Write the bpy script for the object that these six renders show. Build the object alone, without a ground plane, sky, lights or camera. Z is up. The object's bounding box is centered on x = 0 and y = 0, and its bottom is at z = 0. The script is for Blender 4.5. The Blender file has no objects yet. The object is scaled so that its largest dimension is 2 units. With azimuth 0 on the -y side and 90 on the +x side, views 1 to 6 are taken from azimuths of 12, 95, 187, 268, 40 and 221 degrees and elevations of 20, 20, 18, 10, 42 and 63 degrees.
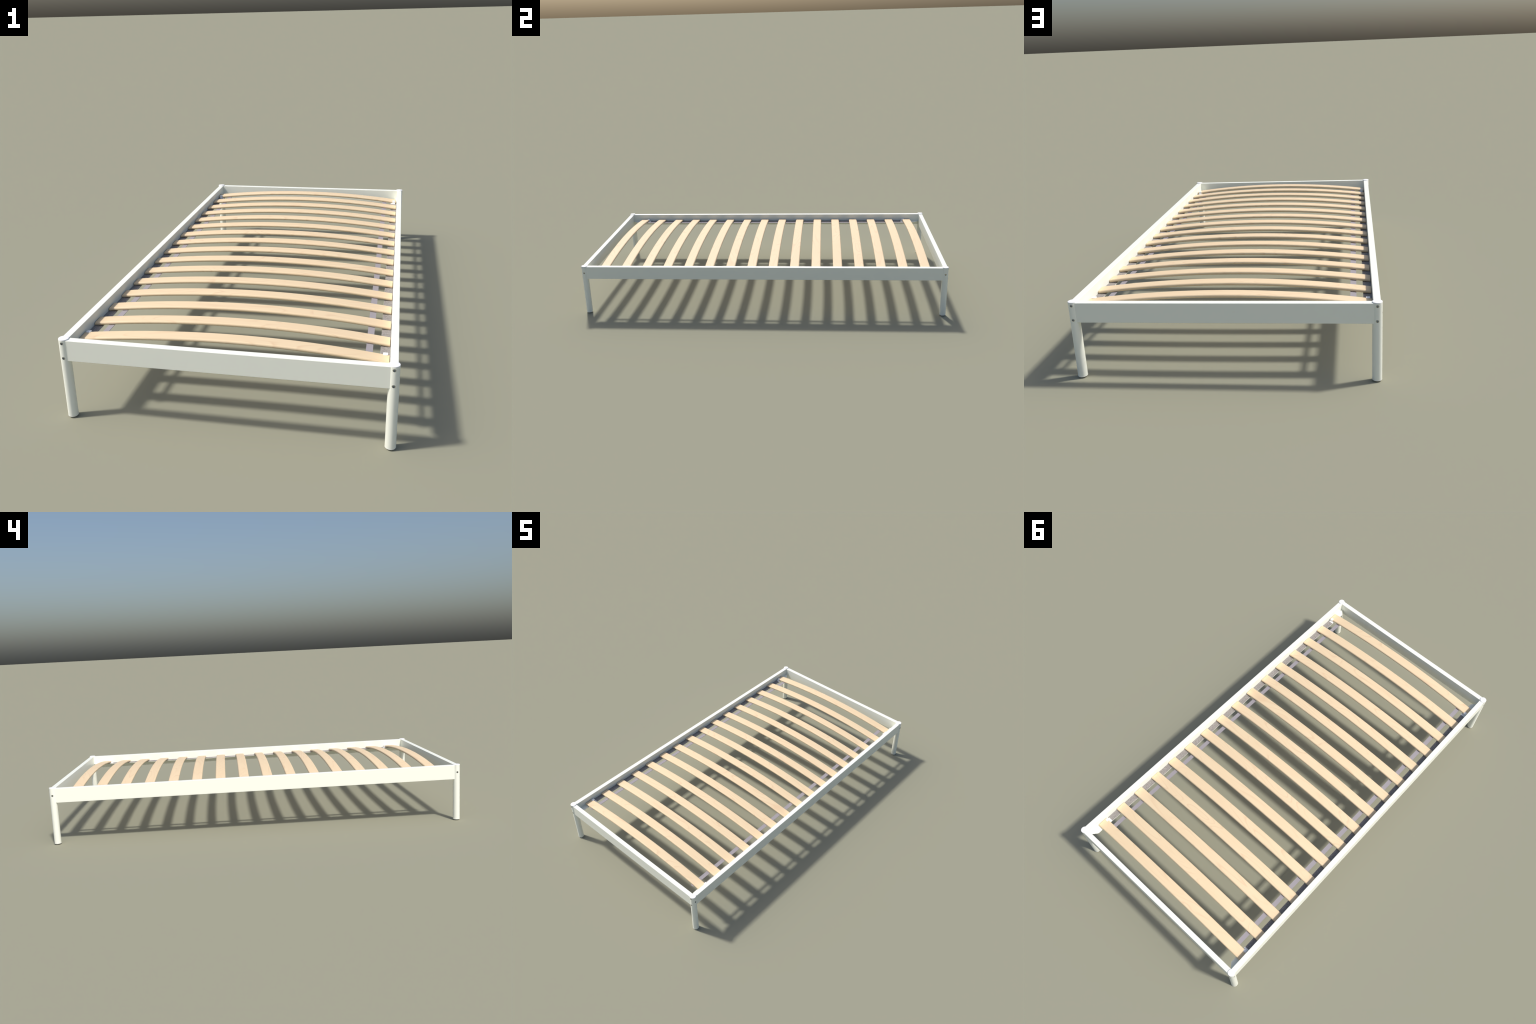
import bpy, bmesh, math, random
from mathutils import Vector, Matrix

random.seed(7)

# ------------------------------------------------------------------ sizes (metres)
LEG_X, LEG_Y, LEG_R = 0.5050, 0.9831, 0.0165      # leg axis and tube radius
CAP_TOP = 0.2775
RAIL_TOP, RAIL_BOTTOM = 0.2741, 0.2042            # flat steel tube rails
SIDE_IN, SIDE_OUT = 0.4925, 0.5165                # side rail inner / outer face, |x|
END_IN, END_OUT = 0.9722, 0.9960                  # end rail inner / outer face, |y|
SLAT_COUNT, SLAT_Y, SLAT_SHIFT = 16, 0.8895, 0.0004                   # outermost slat centre, |y|
SLAT_W, SLAT_T = 0.0510, 0.0116
SLAT_HALF, SLAT_END_Z, SLAT_MID_Z = 0.4905, 0.2420, 0.2730
LEDGE_IN, LEDGE_TOP, LEDGE_T = 0.4625, 0.2292, 0.0022
FELT_IN, FELT_TOP, FELT_END = 0.4628, 0.2312, 0.8560
STRAP_IN, STRAP_OUT, STRAP_BACK, STRAP_FRONT = 0.4185, 0.4395, 0.9115, 0.9200


# ------------------------------------------------------------------ materials
def new_material(name):
    m = bpy.data.materials.new(name)
    m.use_nodes = True
    nt = m.node_tree
    bsdf = nt.nodes["Principled BSDF"]
    return m, nt, bsdf


def node(nt, kind, **inputs):
    n = nt.nodes.new(kind)
    for k, v in inputs.items():
        n.inputs[k].default_value = v
    return n


def ramp(nt, stops):
    r = nt.nodes.new("ShaderNodeValToRGB")
    e = r.color_ramp.elements
    while len(e) < len(stops):
        e.new(0.5)
    for el, (p, c) in zip(e, stops):
        el.position = p
        el.color = (*c, 1.0)
    return r


def powder_coat(name, colour, rough=0.42):
    """White powder-coated steel: almost even, with a faint orange-peel grain."""
    m, nt, b = new_material(name)
    tc = nt.nodes.new("ShaderNodeTexCoord")
    n = node(nt, "ShaderNodeTexNoise", Scale=9.0, Detail=3.0)
    nt.links.new(tc.outputs["Object"], n.inputs["Vector"])
    lo = tuple(c * 0.996 for c in colour)
    r = ramp(nt, [(0.35, lo), (0.65, colour)])
    nt.links.new(n.outputs["Fac"], r.inputs["Fac"])
    nt.links.new(r.outputs["Color"], b.inputs["Base Color"])
    b.inputs["Roughness"].default_value = rough
    g = node(nt, "ShaderNodeTexNoise", Scale=900.0, Detail=1.0)
    nt.links.new(tc.outputs["Object"], g.inputs["Vector"])
    bump = node(nt, "ShaderNodeBump", Strength=0.02, Distance=0.0004)
    nt.links.new(g.outputs["Fac"], bump.inputs["Height"])
    nt.links.new(bump.outputs["Normal"], b.inputs["Normal"])
    return m


def plain(name, colour, rough=0.5, metallic=0.0):
    m, nt, b = new_material(name)
    b.inputs["Base Color"].default_value = (*colour, 1)
    b.inputs["Roughness"].default_value = rough
    b.inputs["Metallic"].default_value = metallic
    return m


def birch(name):
    """Rotary-cut birch veneer: pale ground, long contour-like growth lines, fine fibres."""
    m, nt, b = new_material(name)
    L = nt.links.new
    tc = nt.nodes.new("ShaderNodeTexCoord")
    info = nt.nodes.new("ShaderNodeObjectInfo")
    mul = nt.nodes.new("ShaderNodeMath"); mul.operation = "MULTIPLY"
    mul.inputs[1].default_value = 61.0
    L(info.outputs["Random"], mul.inputs[0])
    comb = nt.nodes.new("ShaderNodeCombineXYZ")
    L(mul.outputs[0], comb.inputs["X"]); L(mul.outputs[0], comb.inputs["Y"])
    add = nt.nodes.new("ShaderNodeVectorMath"); add.operation = "ADD"
    L(tc.outputs["Object"], add.inputs[0]); L(comb.outputs[0], add.inputs[1])

    # contour lines of a stretched height field = cathedral figure
    mp = nt.nodes.new("ShaderNodeMapping")
    mp.inputs["Scale"].default_value = (2.3, 10.0, 2.0)
    L(add.outputs[0], mp.inputs["Vector"])
    field = node(nt, "ShaderNodeTexNoise", Scale=1.0, Detail=1.5, Roughness=0.4, Distortion=0.35)
    L(mp.outputs[0], field.inputs["Vector"])
    rings = nt.nodes.new("ShaderNodeMath"); rings.operation = "MULTIPLY"
    rings.inputs[1].default_value = 15.0
    L(field.outputs["Fac"], rings.inputs[0])
    frac = nt.nodes.new("ShaderNodeMath"); frac.operation = "FRACT"
    L(rings.outputs[0], frac.inputs[0])
    line = ramp(nt, [(0.0, (0, 0, 0)), (0.66, (0.10,) * 3), (0.90, (1, 1, 1)), (1.0, (0, 0, 0))])
    L(frac.outputs[0], line.inputs["Fac"])
    # lines fade in and out
    fade_mp = nt.nodes.new("ShaderNodeMapping")
    fade_mp.inputs["Scale"].default_value = (6.0, 22.0, 5.0)
    fade_mp.inputs["Location"].default_value = (3.1, 8.4, 0.0)
    L(add.outputs[0], fade_mp.inputs["Vector"])
    fade = node(nt, "ShaderNodeTexNoise", Scale=1.0, Detail=2.0)
    L(fade_mp.outputs[0], fade.inputs["Vector"])
    fr = ramp(nt, [(0.38, (0.0,) * 3), (0.64, (1,) * 3)])
    L(fade.outputs["Fac"], fr.inputs["Fac"])
    amount = nt.nodes.new("ShaderNodeMath"); amount.operation = "MULTIPLY"
    L(line.outputs["Color"], amount.inputs[0]); L(fr.outputs["Color"], amount.inputs[1])

    # fine fibres along x
    fm = nt.nodes.new("ShaderNodeMapping")
    fm.inputs["Scale"].default_value = (9.0, 320.0, 60.0)
    L(add.outputs[0], fm.inputs["Vector"])
    fib = node(nt, "ShaderNodeTexNoise", Scale=1.0, Detail=3.0)
    L(fm.outputs[0], fib.inputs["Vector"])

    ground = ramp(nt, [(0.30, BIRCH_WARM), (0.70, BIRCH_PALE)])
    L(fade.outputs["Fac"], ground.inputs["Fac"])
    mix1 = nt.nodes.new("ShaderNodeMix"); mix1.data_type = "RGBA"
    L(amount.outputs[0], mix1.inputs["Factor"])
    L(ground.outputs["Color"], mix1.inputs[6])
    mix1.inputs[7].default_value = (*BIRCH_LINE, 1)
    fr2 = ramp(nt, [(0.30, (0.975, 0.967, 0.955)), (0.70, (1.0, 1.0, 1.0))])
    L(fib.outputs["Fac"], fr2.inputs["Fac"])
    mix2 = nt.nodes.new("ShaderNodeMix"); mix2.data_type = "RGBA"; mix2.blend_type = "MULTIPLY"
    mix2.inputs["Factor"].default_value = 1.0
    L(mix1.outputs[2], mix2.inputs[6]); L(fr2.outputs["Color"], mix2.inputs[7])
    L(mix2.outputs[2], b.inputs["Base Color"])
    b.inputs["Roughness"].default_value = 0.55
    b.inputs["Specular IOR Level"].default_value = 0.35
    return m


def felt(name):
    """Grey needle felt: blotchy wool with dark and light fibres."""
    m, nt, b = new_material(name)
    L = nt.links.new
    tc = nt.nodes.new("ShaderNodeTexCoord")
    n1 = node(nt, "ShaderNodeTexNoise", Scale=170.0, Detail=5.0, Roughness=0.75)
    L(tc.outputs["Object"], n1.inputs["Vector"])
    r = ramp(nt, [(0.33, (0.205, 0.192, 0.182)), (0.50, (0.285, 0.268, 0.256)), (0.68, (0.385, 0.365, 0.350))])
    L(n1.outputs["Fac"], r.inputs["Fac"])
    L(r.outputs["Color"], b.inputs["Base Color"])
    b.inputs["Roughness"].default_value = 0.95
    b.inputs["Specular IOR Level"].default_value = 0.1
    bump = node(nt, "ShaderNodeBump", Strength=0.4, Distance=0.0006)
    L(n1.outputs["Fac"], bump.inputs["Height"])
    L(bump.outputs["Normal"], b.inputs["Normal"])
    return m


def webbing(name):
    """Lavender-grey woven strap."""
    m, nt, b = new_material(name)
    L = nt.links.new
    tc = nt.nodes.new("ShaderNodeTexCoord")
    w = node(nt, "ShaderNodeTexWave", Scale=260.0, Distortion=0.6)
    w.bands_direction = "Y"
    L(tc.outputs["Object"], w.inputs["Vector"])
    r = ramp(nt, [(0.0, (0.335, 0.314, 0.338)), (1.0, (0.352, 0.331, 0.356))])
    L(w.outputs["Fac"], r.inputs["Fac"])
    L(r.outputs["Color"], b.inputs["Base Color"])
    b.inputs["Roughness"].default_value = 0.9
    b.inputs["Specular IOR Level"].default_value = 0.15
    return m


BIRCH_PALE = (0.836, 0.668, 0.442)
BIRCH_WARM = (0.824, 0.642, 0.417)
BIRCH_LINE = (0.775, 0.575, 0.365)

WHITE = powder_coat("white_powder_coat", (0.905, 0.925, 0.835))
PLASTIC = plain("white_plastic", (0.93, 0.935, 0.93), 0.45)
BIRCH = birch("birch_veneer")
FELT = felt("grey_felt")
STRAP = webbing("lavender_grey_webbing")
STEEL = plain("zinc_plated_steel", (0.46, 0.46, 0.43), 0.25, 1.0)
SOCKET = plain("dark_socket", (0.20, 0.25, 0.33), 0.3, 1.0)  # blue tint paints the sky's reflection into the socket colour


# ------------------------------------------------------------------ mesh helpers
ROOT = bpy.data.objects.new("bed_frame", None)
ROOT.empty_display_size = 0.2
bpy.context.scene.collection.objects.link(ROOT)
ROOT["label"] = "low white metal single bed frame with arched birch slats"
ROOT["category"] = "bed"


def add_object(name, mesh, parent=ROOT, matrix=None):
    ob = bpy.data.objects.new(name, mesh)
    bpy.context.scene.collection.objects.link(ob)
    ob.parent = parent
    if matrix is not None:
        ob.matrix_local = matrix
    return ob


def area_weighted_normals(me, limit=50.0):
    """Keep broad faces flat and let only the narrow rounded edges carry the turn:
    each face corner takes the area-weighted mean of the neighbours that turn less than the limit."""
    cosl = math.cos(math.radians(limit))
    around = [[] for _ in me.vertices]
    for p in me.polygons:
        for v in p.vertices:
            around[v].append((p.normal.copy(), p.area))
    out = []
    for p in me.polygons:
        for v in p.vertices:
            acc = Vector((0, 0, 0))
            for n, a in around[v]:
                if n.dot(p.normal) > cosl:
                    acc += n * a
            out.append(acc.normalized())
    me.normals_split_custom_set(out)


def finish(bm, name, material, smooth_angle=35.0, flat_faces=False):
    bmesh.ops.recalc_face_normals(bm, faces=bm.faces)
    me = bpy.data.meshes.new(name)
    bm.to_mesh(me)
    bm.free()
    mats = material if isinstance(material, (list, tuple)) else [material]
    for mt in mats:
        me.materials.append(mt)
    me.shade_smooth()
    if flat_faces:
        area_weighted_normals(me)
    else:
        me.set_sharp_from_angle(angle=math.radians(smooth_angle))
    return me


def prism(outline, z0, z1, bevel=0.0, segments=2):
    """Extrude an xy outline from z0 to z1 and round its edges."""
    bm = bmesh.new()
    lo = [bm.verts.new((x, y, z0)) for x, y in outline]
    hi = [bm.verts.new((x, y, z1)) for x, y in outline]
    bm.faces.new(lo[::-1]); bm.faces.new(hi)
    n = len(outline)
    for i in range(n):
        j = (i + 1) % n
        bm.faces.new((lo[i], lo[j], hi[j], hi[i]))
    if bevel:
        bmesh.ops.bevel(bm, geom=bm.edges[:], offset=bevel, segments=segments,
                        profile=0.5, affect="EDGES", clamp_overlap=True)
    return bm


def lathe(profile, steps=48):
    """Revolve an (r, z) profile round z; r = 0 closes the end."""
    bm = bmesh.new()
    rings = []
    for r, z in profile:
        if r < 1e-7:
            rings.append([bm.verts.new((0, 0, z))])
        else:
            rings.append([bm.verts.new((r * math.cos(2 * math.pi * k / steps),
                                        r * math.sin(2 * math.pi * k / steps), z)) for k in range(steps)])
    for a, b in zip(rings, rings[1:]):
        for k in range(steps):
            k2 = (k + 1) % steps
            if len(a) == 1 and len(b) == 1:
                continue
            if len(a) == 1:
                bm.faces.new((a[0], b[k], b[k2]))
            elif len(b) == 1:
                bm.faces.new((a[k], a[k2], b[0]))
            else:
                bm.faces.new((a[k], a[k2], b[k2], b[k]))
    return bm


# ------------------------------------------------------------------ rails (mitred inside the corner posts)
def rail_mesh(name, half_in, half_out, near, far):
    """Rail along +y/-y lying at x in [near, far], ends mitred to meet the neighbour."""
    g, c = 0.0004, 0.0062                         # gap at the mitre; outer tip cut back so it stays inside the post
    outline = [(near, -half_in + g), (far, -half_out + c), (far, half_out - c), (near, half_in - g)]
    bm = prism(outline, RAIL_BOTTOM, RAIL_TOP)
    longs = [e for e in bm.edges if abs(e.verts[0].co.z - e.verts[1].co.z) < 1e-6
             and abs(e.verts[0].co.x - e.verts[1].co.x) < 1e-6]
    bmesh.ops.bevel(bm, geom=longs, offset=0.0011, segments=3, profile=0.5, affect="EDGES")
    return finish(bm, name, WHITE, flat_faces=True)


side_mesh = rail_mesh("side_rail", END_IN, END_OUT, SIDE_IN, SIDE_OUT)
end_mesh = rail_mesh("end_rail", SIDE_IN, SIDE_OUT, END_IN, END_OUT)
side_rails = [add_object("side_rail", side_mesh),
              add_object("side_rail", side_mesh, matrix=Matrix.Rotation(math.pi, 4, "Z"))]
for a in (math.pi / 2, -math.pi / 2):
    add_object("end_rail", end_mesh, matrix=Matrix.Rotation(a, 4, "Z"))


# ------------------------------------------------------------------ ledge welded to each side rail, felt strip, clips
def ledge_mesh():
    yc, ye, rf = 0.9450, 0.9718, 0.0030
    pts = []
    for s in (1, -1):
        # straight inner edge, softened shoulder, slanted cut into the corner
        pts.append([(LEDGE_IN, s * (yc - rf)), (LEDGE_IN + 0.0004, s * (yc - rf * 0.3)),
                    (LEDGE_IN + 0.0018, s * (yc + rf * 0.5)),
                    (0.4862, s * ye), (SIDE_IN + 0.002, s * ye)])
    outline = pts[0][::-1] + pts[1]
    return finish(prism(outline, LEDGE_TOP - LEDGE_T, LEDGE_TOP, 0.0004, 1), "slat_ledge", WHITE, flat_faces=True)


lm = ledge_mesh()
fm = finish(prism([(FELT_IN, -FELT_END), (SIDE_IN - 0.0004, -FELT_END), (SIDE_IN - 0.0004, FELT_END), (FELT_IN, FELT_END)],
                  LEDGE_TOP - 0.0001, FELT_TOP, 0.0005, 2), "felt_strip", FELT, flat_faces=True)


def clip_mesh():
    """Small moulded clip: a foot on the ledge, an upright, a tongue over the slat. Local y points to the slat."""
    bm = bmesh.new()

    def box(x0, x1, y0, y1, z0, z1, bev):
        t = prism([(x0, y0), (x1, y0), (x1, y1), (x0, y1)], z0, z1, bev, 3)
        me = bpy.data.meshes.new("tmp"); t.to_mesh(me); t.free()
        bm.from_mesh(me); bpy.data.meshes.remove(me)

    box(0.4626, 0.4855, -0.0120, 0.0030, LEDGE_TOP - 0.0003, FELT_TOP + 0.0018, 0.0006)   # foot
    box(0.4709, 0.4853, -0.0052, -0.0002, LEDGE_TOP, 0.2458, 0.0018)                         # upright
    box(0.4710, 0.4852, -0.0048, 0.0105, 0.2432, 0.2460, 0.0011)                             # tongue
    return finish(bm, "slat_clip", PLASTIC, flat_faces=True)


cm = clip_mesh()
slat_inner_edge = SLAT_Y - SLAT_W / 2
for i, sx in enumerate((1, -1)):
    rot = Matrix.Identity(4) if sx > 0 else Matrix.Rotation(math.pi, 4, "Z")
    add_object("slat_ledge", lm, matrix=rot)
    add_object("felt_strip", fm, matrix=rot)
    for sy in (1, -1):
        # mirror by scale so that the tongue always points to the outer slat
        add_object("slat_clip", cm,
                   matrix=rot @ Matrix.Translation((0, sy * slat_inner_edge + sx * SLAT_SHIFT, 0)) @ Matrix.Diagonal((1, sy, 1, 1)))


# ------------------------------------------------------------------ legs
BOLT_Z = (0.2652, 0.2141)                         # two bolts into the end rail, per leg
HOLE_Z = 0.2398                                   # one bolt into the side rail, sunk in a bored hole


def leg_mesh(end_dir):
    """Round steel tube, bored on the outer (+x) flank and twice on the flank that faces out of the bed end."""
    bm = lathe([(0.0, 0.003), (LEG_R - 0.0006, 0.003), (LEG_R, 0.0036), (LEG_R, 0.10), (LEG_R, 0.20),
                (LEG_R, 0.2077), (LEG_R, 0.2205), (LEG_R, 0.2337), (LEG_R, 0.2458), (LEG_R, 0.2588), (LEG_R, 0.2715),
                (LEG_R, CAP_TOP - 0.0034), (LEG_R - 0.0008, CAP_TOP - 0.0026), (0.0, CAP_TOP - 0.0026)], 72)
    tube = add_object("leg", finish(bm, "leg", WHITE))
    along_x = Matrix.Rotation(math.pi / 2, 4, "Y")
    along_y = Matrix.Rotation(-end_dir * math.pi / 2, 4, "X")
    bores = [(0.0047, Matrix.Translation((LEG_R - 0.0042, 0, HOLE_Z)) @ along_x)]
    for z in BOLT_Z:
        bores.append((0.0051, Matrix.Translation((0, end_dir * (LEG_R - 0.0040), z)) @ along_y))
    drills = []
    for radius, place in bores:
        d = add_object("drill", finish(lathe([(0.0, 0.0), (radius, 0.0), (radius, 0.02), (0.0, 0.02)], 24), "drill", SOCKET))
        d.matrix_local = place
        mod = tube.modifiers.new("hole", "BOOLEAN")
        mod.operation = "DIFFERENCE"; mod.solver = "EXACT"; mod.object = d
        drills.append(d)
    bpy.context.view_layer.update()
    dg = bpy.context.evaluated_depsgraph_get()
    me = bpy.data.meshes.new_from_object(tube.evaluated_get(dg))
    me.name = "leg"
    for ob in drills + [tube]:
        bpy.data.objects.remove(ob)
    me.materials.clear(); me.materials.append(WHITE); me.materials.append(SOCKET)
    normals = []
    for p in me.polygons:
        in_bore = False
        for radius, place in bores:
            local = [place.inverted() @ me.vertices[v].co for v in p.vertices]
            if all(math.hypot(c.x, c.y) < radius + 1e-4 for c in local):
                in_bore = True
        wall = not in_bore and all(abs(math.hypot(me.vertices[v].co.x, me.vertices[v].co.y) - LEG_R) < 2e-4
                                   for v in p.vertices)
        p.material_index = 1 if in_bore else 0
        for v in p.vertices:
            co = me.vertices[v].co
            normals.append(Vector((co.x, co.y, 0)).normalized() if wall else p.normal.copy())
    me.shade_smooth()
    me.normals_split_custom_set(normals)
    return me


leg_meshes = {1: leg_mesh(1), -1: leg_mesh(-1)}
cap_me = finish(lathe([(0.0, CAP_TOP - 0.0030), (LEG_R, CAP_TOP - 0.0030), (LEG_R + 0.0001, CAP_TOP - 0.0010),
                       (LEG_R - 0.0003, CAP_TOP - 0.0003), (LEG_R - 0.0012, CAP_TOP), (0.0, CAP_TOP)], 72),
                "leg_cap", PLASTIC)
foot_me = finish(lathe([(0.0, 0.0036), (LEG_R + 0.0001, 0.0036), (LEG_R + 0.0001, 0.0026), (LEG_R - 0.0012, 0.0008),
                        (LEG_R - 0.0030, 0.0), (0.0, 0.0)], 72), "foot_cap", PLASTIC)


def bolt_mesh():
    """Button-head bolt along +z with a hexagon socket sunk into the head."""
    bm = lathe([(0.0, -0.0016), (0.0053, -0.0016), (0.0053, 0.0011), (0.0050, 0.0016), (0.0042, 0.0019), (0.0031, 0.0021)], 36)
    # hexagonal socket
    hexr = 0.0032
    rim = [v for v in bm.verts if abs(v.co.z - 0.0021) < 1e-6]
    for v in rim:
        a = math.atan2(v.co.y, v.co.x)
        k = math.cos(math.pi / 6) / math.cos((a % (math.pi / 3)) - math.pi / 6)
        v.co.x, v.co.y = hexr * k * math.cos(a), hexr * k * math.sin(a)
    rim.sort(key=lambda v: math.atan2(v.co.y, v.co.x))
    low = [bm.verts.new((v.co.x, v.co.y, 0.0003)) for v in rim]
    n = len(rim)
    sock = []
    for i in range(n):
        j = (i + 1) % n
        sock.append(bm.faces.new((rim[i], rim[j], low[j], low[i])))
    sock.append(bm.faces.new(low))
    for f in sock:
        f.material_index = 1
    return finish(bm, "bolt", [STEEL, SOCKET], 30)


bolt_me = bolt_mesh()
plug_me = finish(lathe([(0.0, 0.0), (0.0040, 0.0), (0.0040, 0.0012), (0.0034, 0.0018), (0.0, 0.0018)], 24), "bolt", STEEL)

for sx in (1, -1):
    for sy in (1, -1):
        end_dir = sy if sx > 0 else -sy                      # leg-local y that points out of the bed
        leg = add_object("leg", leg_meshes[end_dir])
        leg.matrix_local = Matrix.Translation((sx * LEG_X, sy * LEG_Y, 0)) @ Matrix.Rotation(0 if sx > 0 else math.pi, 4, "Z")
        add_object("leg_cap", cap_me, leg)
        add_object("foot_cap", foot_me, leg)
        for z, spin in zip(BOLT_Z, (0.3, 0.9)):
            add_object("bolt", bolt_me, leg,
                       Matrix.Translation((0, end_dir * (LEG_R - 0.0017), z))
                       @ Matrix.Rotation(-end_dir * math.pi / 2, 4, "X")
                       @ Matrix.Rotation(spin + sx + 2 * sy, 4, "Z"))
        add_object("bolt", plug_me, leg,
                   Matrix.Translation((LEG_R - 0.0041, 0, HOLE_Z)) @ Matrix.Rotation(math.pi / 2, 4, "Y"))


# ------------------------------------------------------------------ slats
def arch(x):
    """Top of a slat over its length: a shallow circular arch."""
    s = SLAT_MID_Z - SLAT_END_Z
    R = (SLAT_HALF ** 2 + s ** 2) / (2 * s)
    return SLAT_MID_Z - R + math.sqrt(R * R - x * x)


def slat_section():
    """Rounded-rectangle cross-section in (y, z) with z = 0 on top."""
    r, n = 0.0057, 7
    pts = []
    for cy, cz, a0 in ((SLAT_W / 2 - r, -r, 0), (-SLAT_W / 2 + r, -r, 90),
                       (-SLAT_W / 2 + r, -SLAT_T + r, 180), (SLAT_W / 2 - r, -SLAT_T + r, 270)):
        for k in range(n + 1):
            a = math.radians(a0 + 90 * k / n)
            pts.append((cy + r * math.cos(a), cz + r * math.sin(a)))
    return pts


def slat_mesh():
    bm = bmesh.new()
    sec = slat_section()
    n = 56
    xs = [-SLAT_HALF + 2 * SLAT_HALF * k / n for k in range(n + 1)]
    rings = []

    def ring(x, inset):
        z = arch(max(-SLAT_HALF, min(SLAT_HALF, x)))
        slope = (arch(min(x + 1e-4, SLAT_HALF)) - arch(max(x - 1e-4, -SLAT_HALF))) / 2e-4 if abs(x) < SLAT_HALF - 1e-4 else 0
        slope = -x / math.sqrt(((SLAT_HALF ** 2 + (SLAT_MID_Z - SLAT_END_Z) ** 2) / (2 * (SLAT_MID_Z - SLAT_END_Z))) ** 2 - x * x)
        nrm = Vector((-slope, 0, 1)).normalized()
        out = []
        for y, d in sec:
            y2 = math.copysign(max(0, abs(y) - inset), y)
            mid = -SLAT_T / 2
            d2 = mid + (d - mid) * (1 - 2 * inset / SLAT_T)
            out.append(bm.verts.new((x + nrm.x * d2 * (1 if abs(x) < SLAT_HALF - 1e-6 else 0), y2, z + nrm.z * d2)))
        return out

    bev = 0.0008
    rings.append(ring(-SLAT_HALF, bev))
    rings.append(ring(-SLAT_HALF + bev, 0))
    for x in xs[1:-1]:
        rings.append(ring(x, 0))
    rings.append(ring(SLAT_HALF - bev, 0))
    rings.append(ring(SLAT_HALF, bev))
    m = len(sec)
    for a, b in zip(rings, rings[1:]):
        for i in range(m):
            j = (i + 1) % m
            bm.faces.new((a[i], a[j], b[j], b[i]))
    bm.faces.new(rings[0]); bm.faces.new(rings[-1][::-1])
    return finish(bm, "slat", BIRCH, flat_faces=True)


slat_me = slat_mesh()
pitch = 2 * SLAT_Y / (SLAT_COUNT - 1)
for i in range(SLAT_COUNT):
    turn = Matrix.Rotation(math.pi * random.randint(0, 1), 4, "Z")
    add_object("slat", slat_me, matrix=Matrix.Translation((0, SLAT_SHIFT - SLAT_Y + pitch * i, 0)) @ turn)


# ------------------------------------------------------------------ webbing straps stapled under the slats
def strap_mesh(side):
    bm = bmesh.new()
    t, re, n = 0.0014, 0.006, 4
    w = STRAP_OUT - STRAP_IN
    outline = []
    for cx, cy, a0 in ((STRAP_OUT - re, STRAP_BACK - re, 0), (STRAP_IN + re, STRAP_BACK - re, 90),
                       (STRAP_IN + re, -STRAP_FRONT + re, 180), (STRAP_OUT - re, -STRAP_FRONT + re, 270)):
        for k in range(n + 1):
            a = math.radians(a0 + 90 * k / n)
            outline.append((cx + re * math.cos(a), cy + re * math.sin(a)))
    bm = prism(outline, -t, 0.0)
    for v in bm.verts:                       # follow the slope of the slats' underside
        v.co.z += arch(v.co.x) - SLAT_T - 0.0002
        v.co.x *= side
    return finish(bm, "slat_strap", STRAP)


for side in (1, -1):
    add_object("slat_strap", strap_mesh(side))
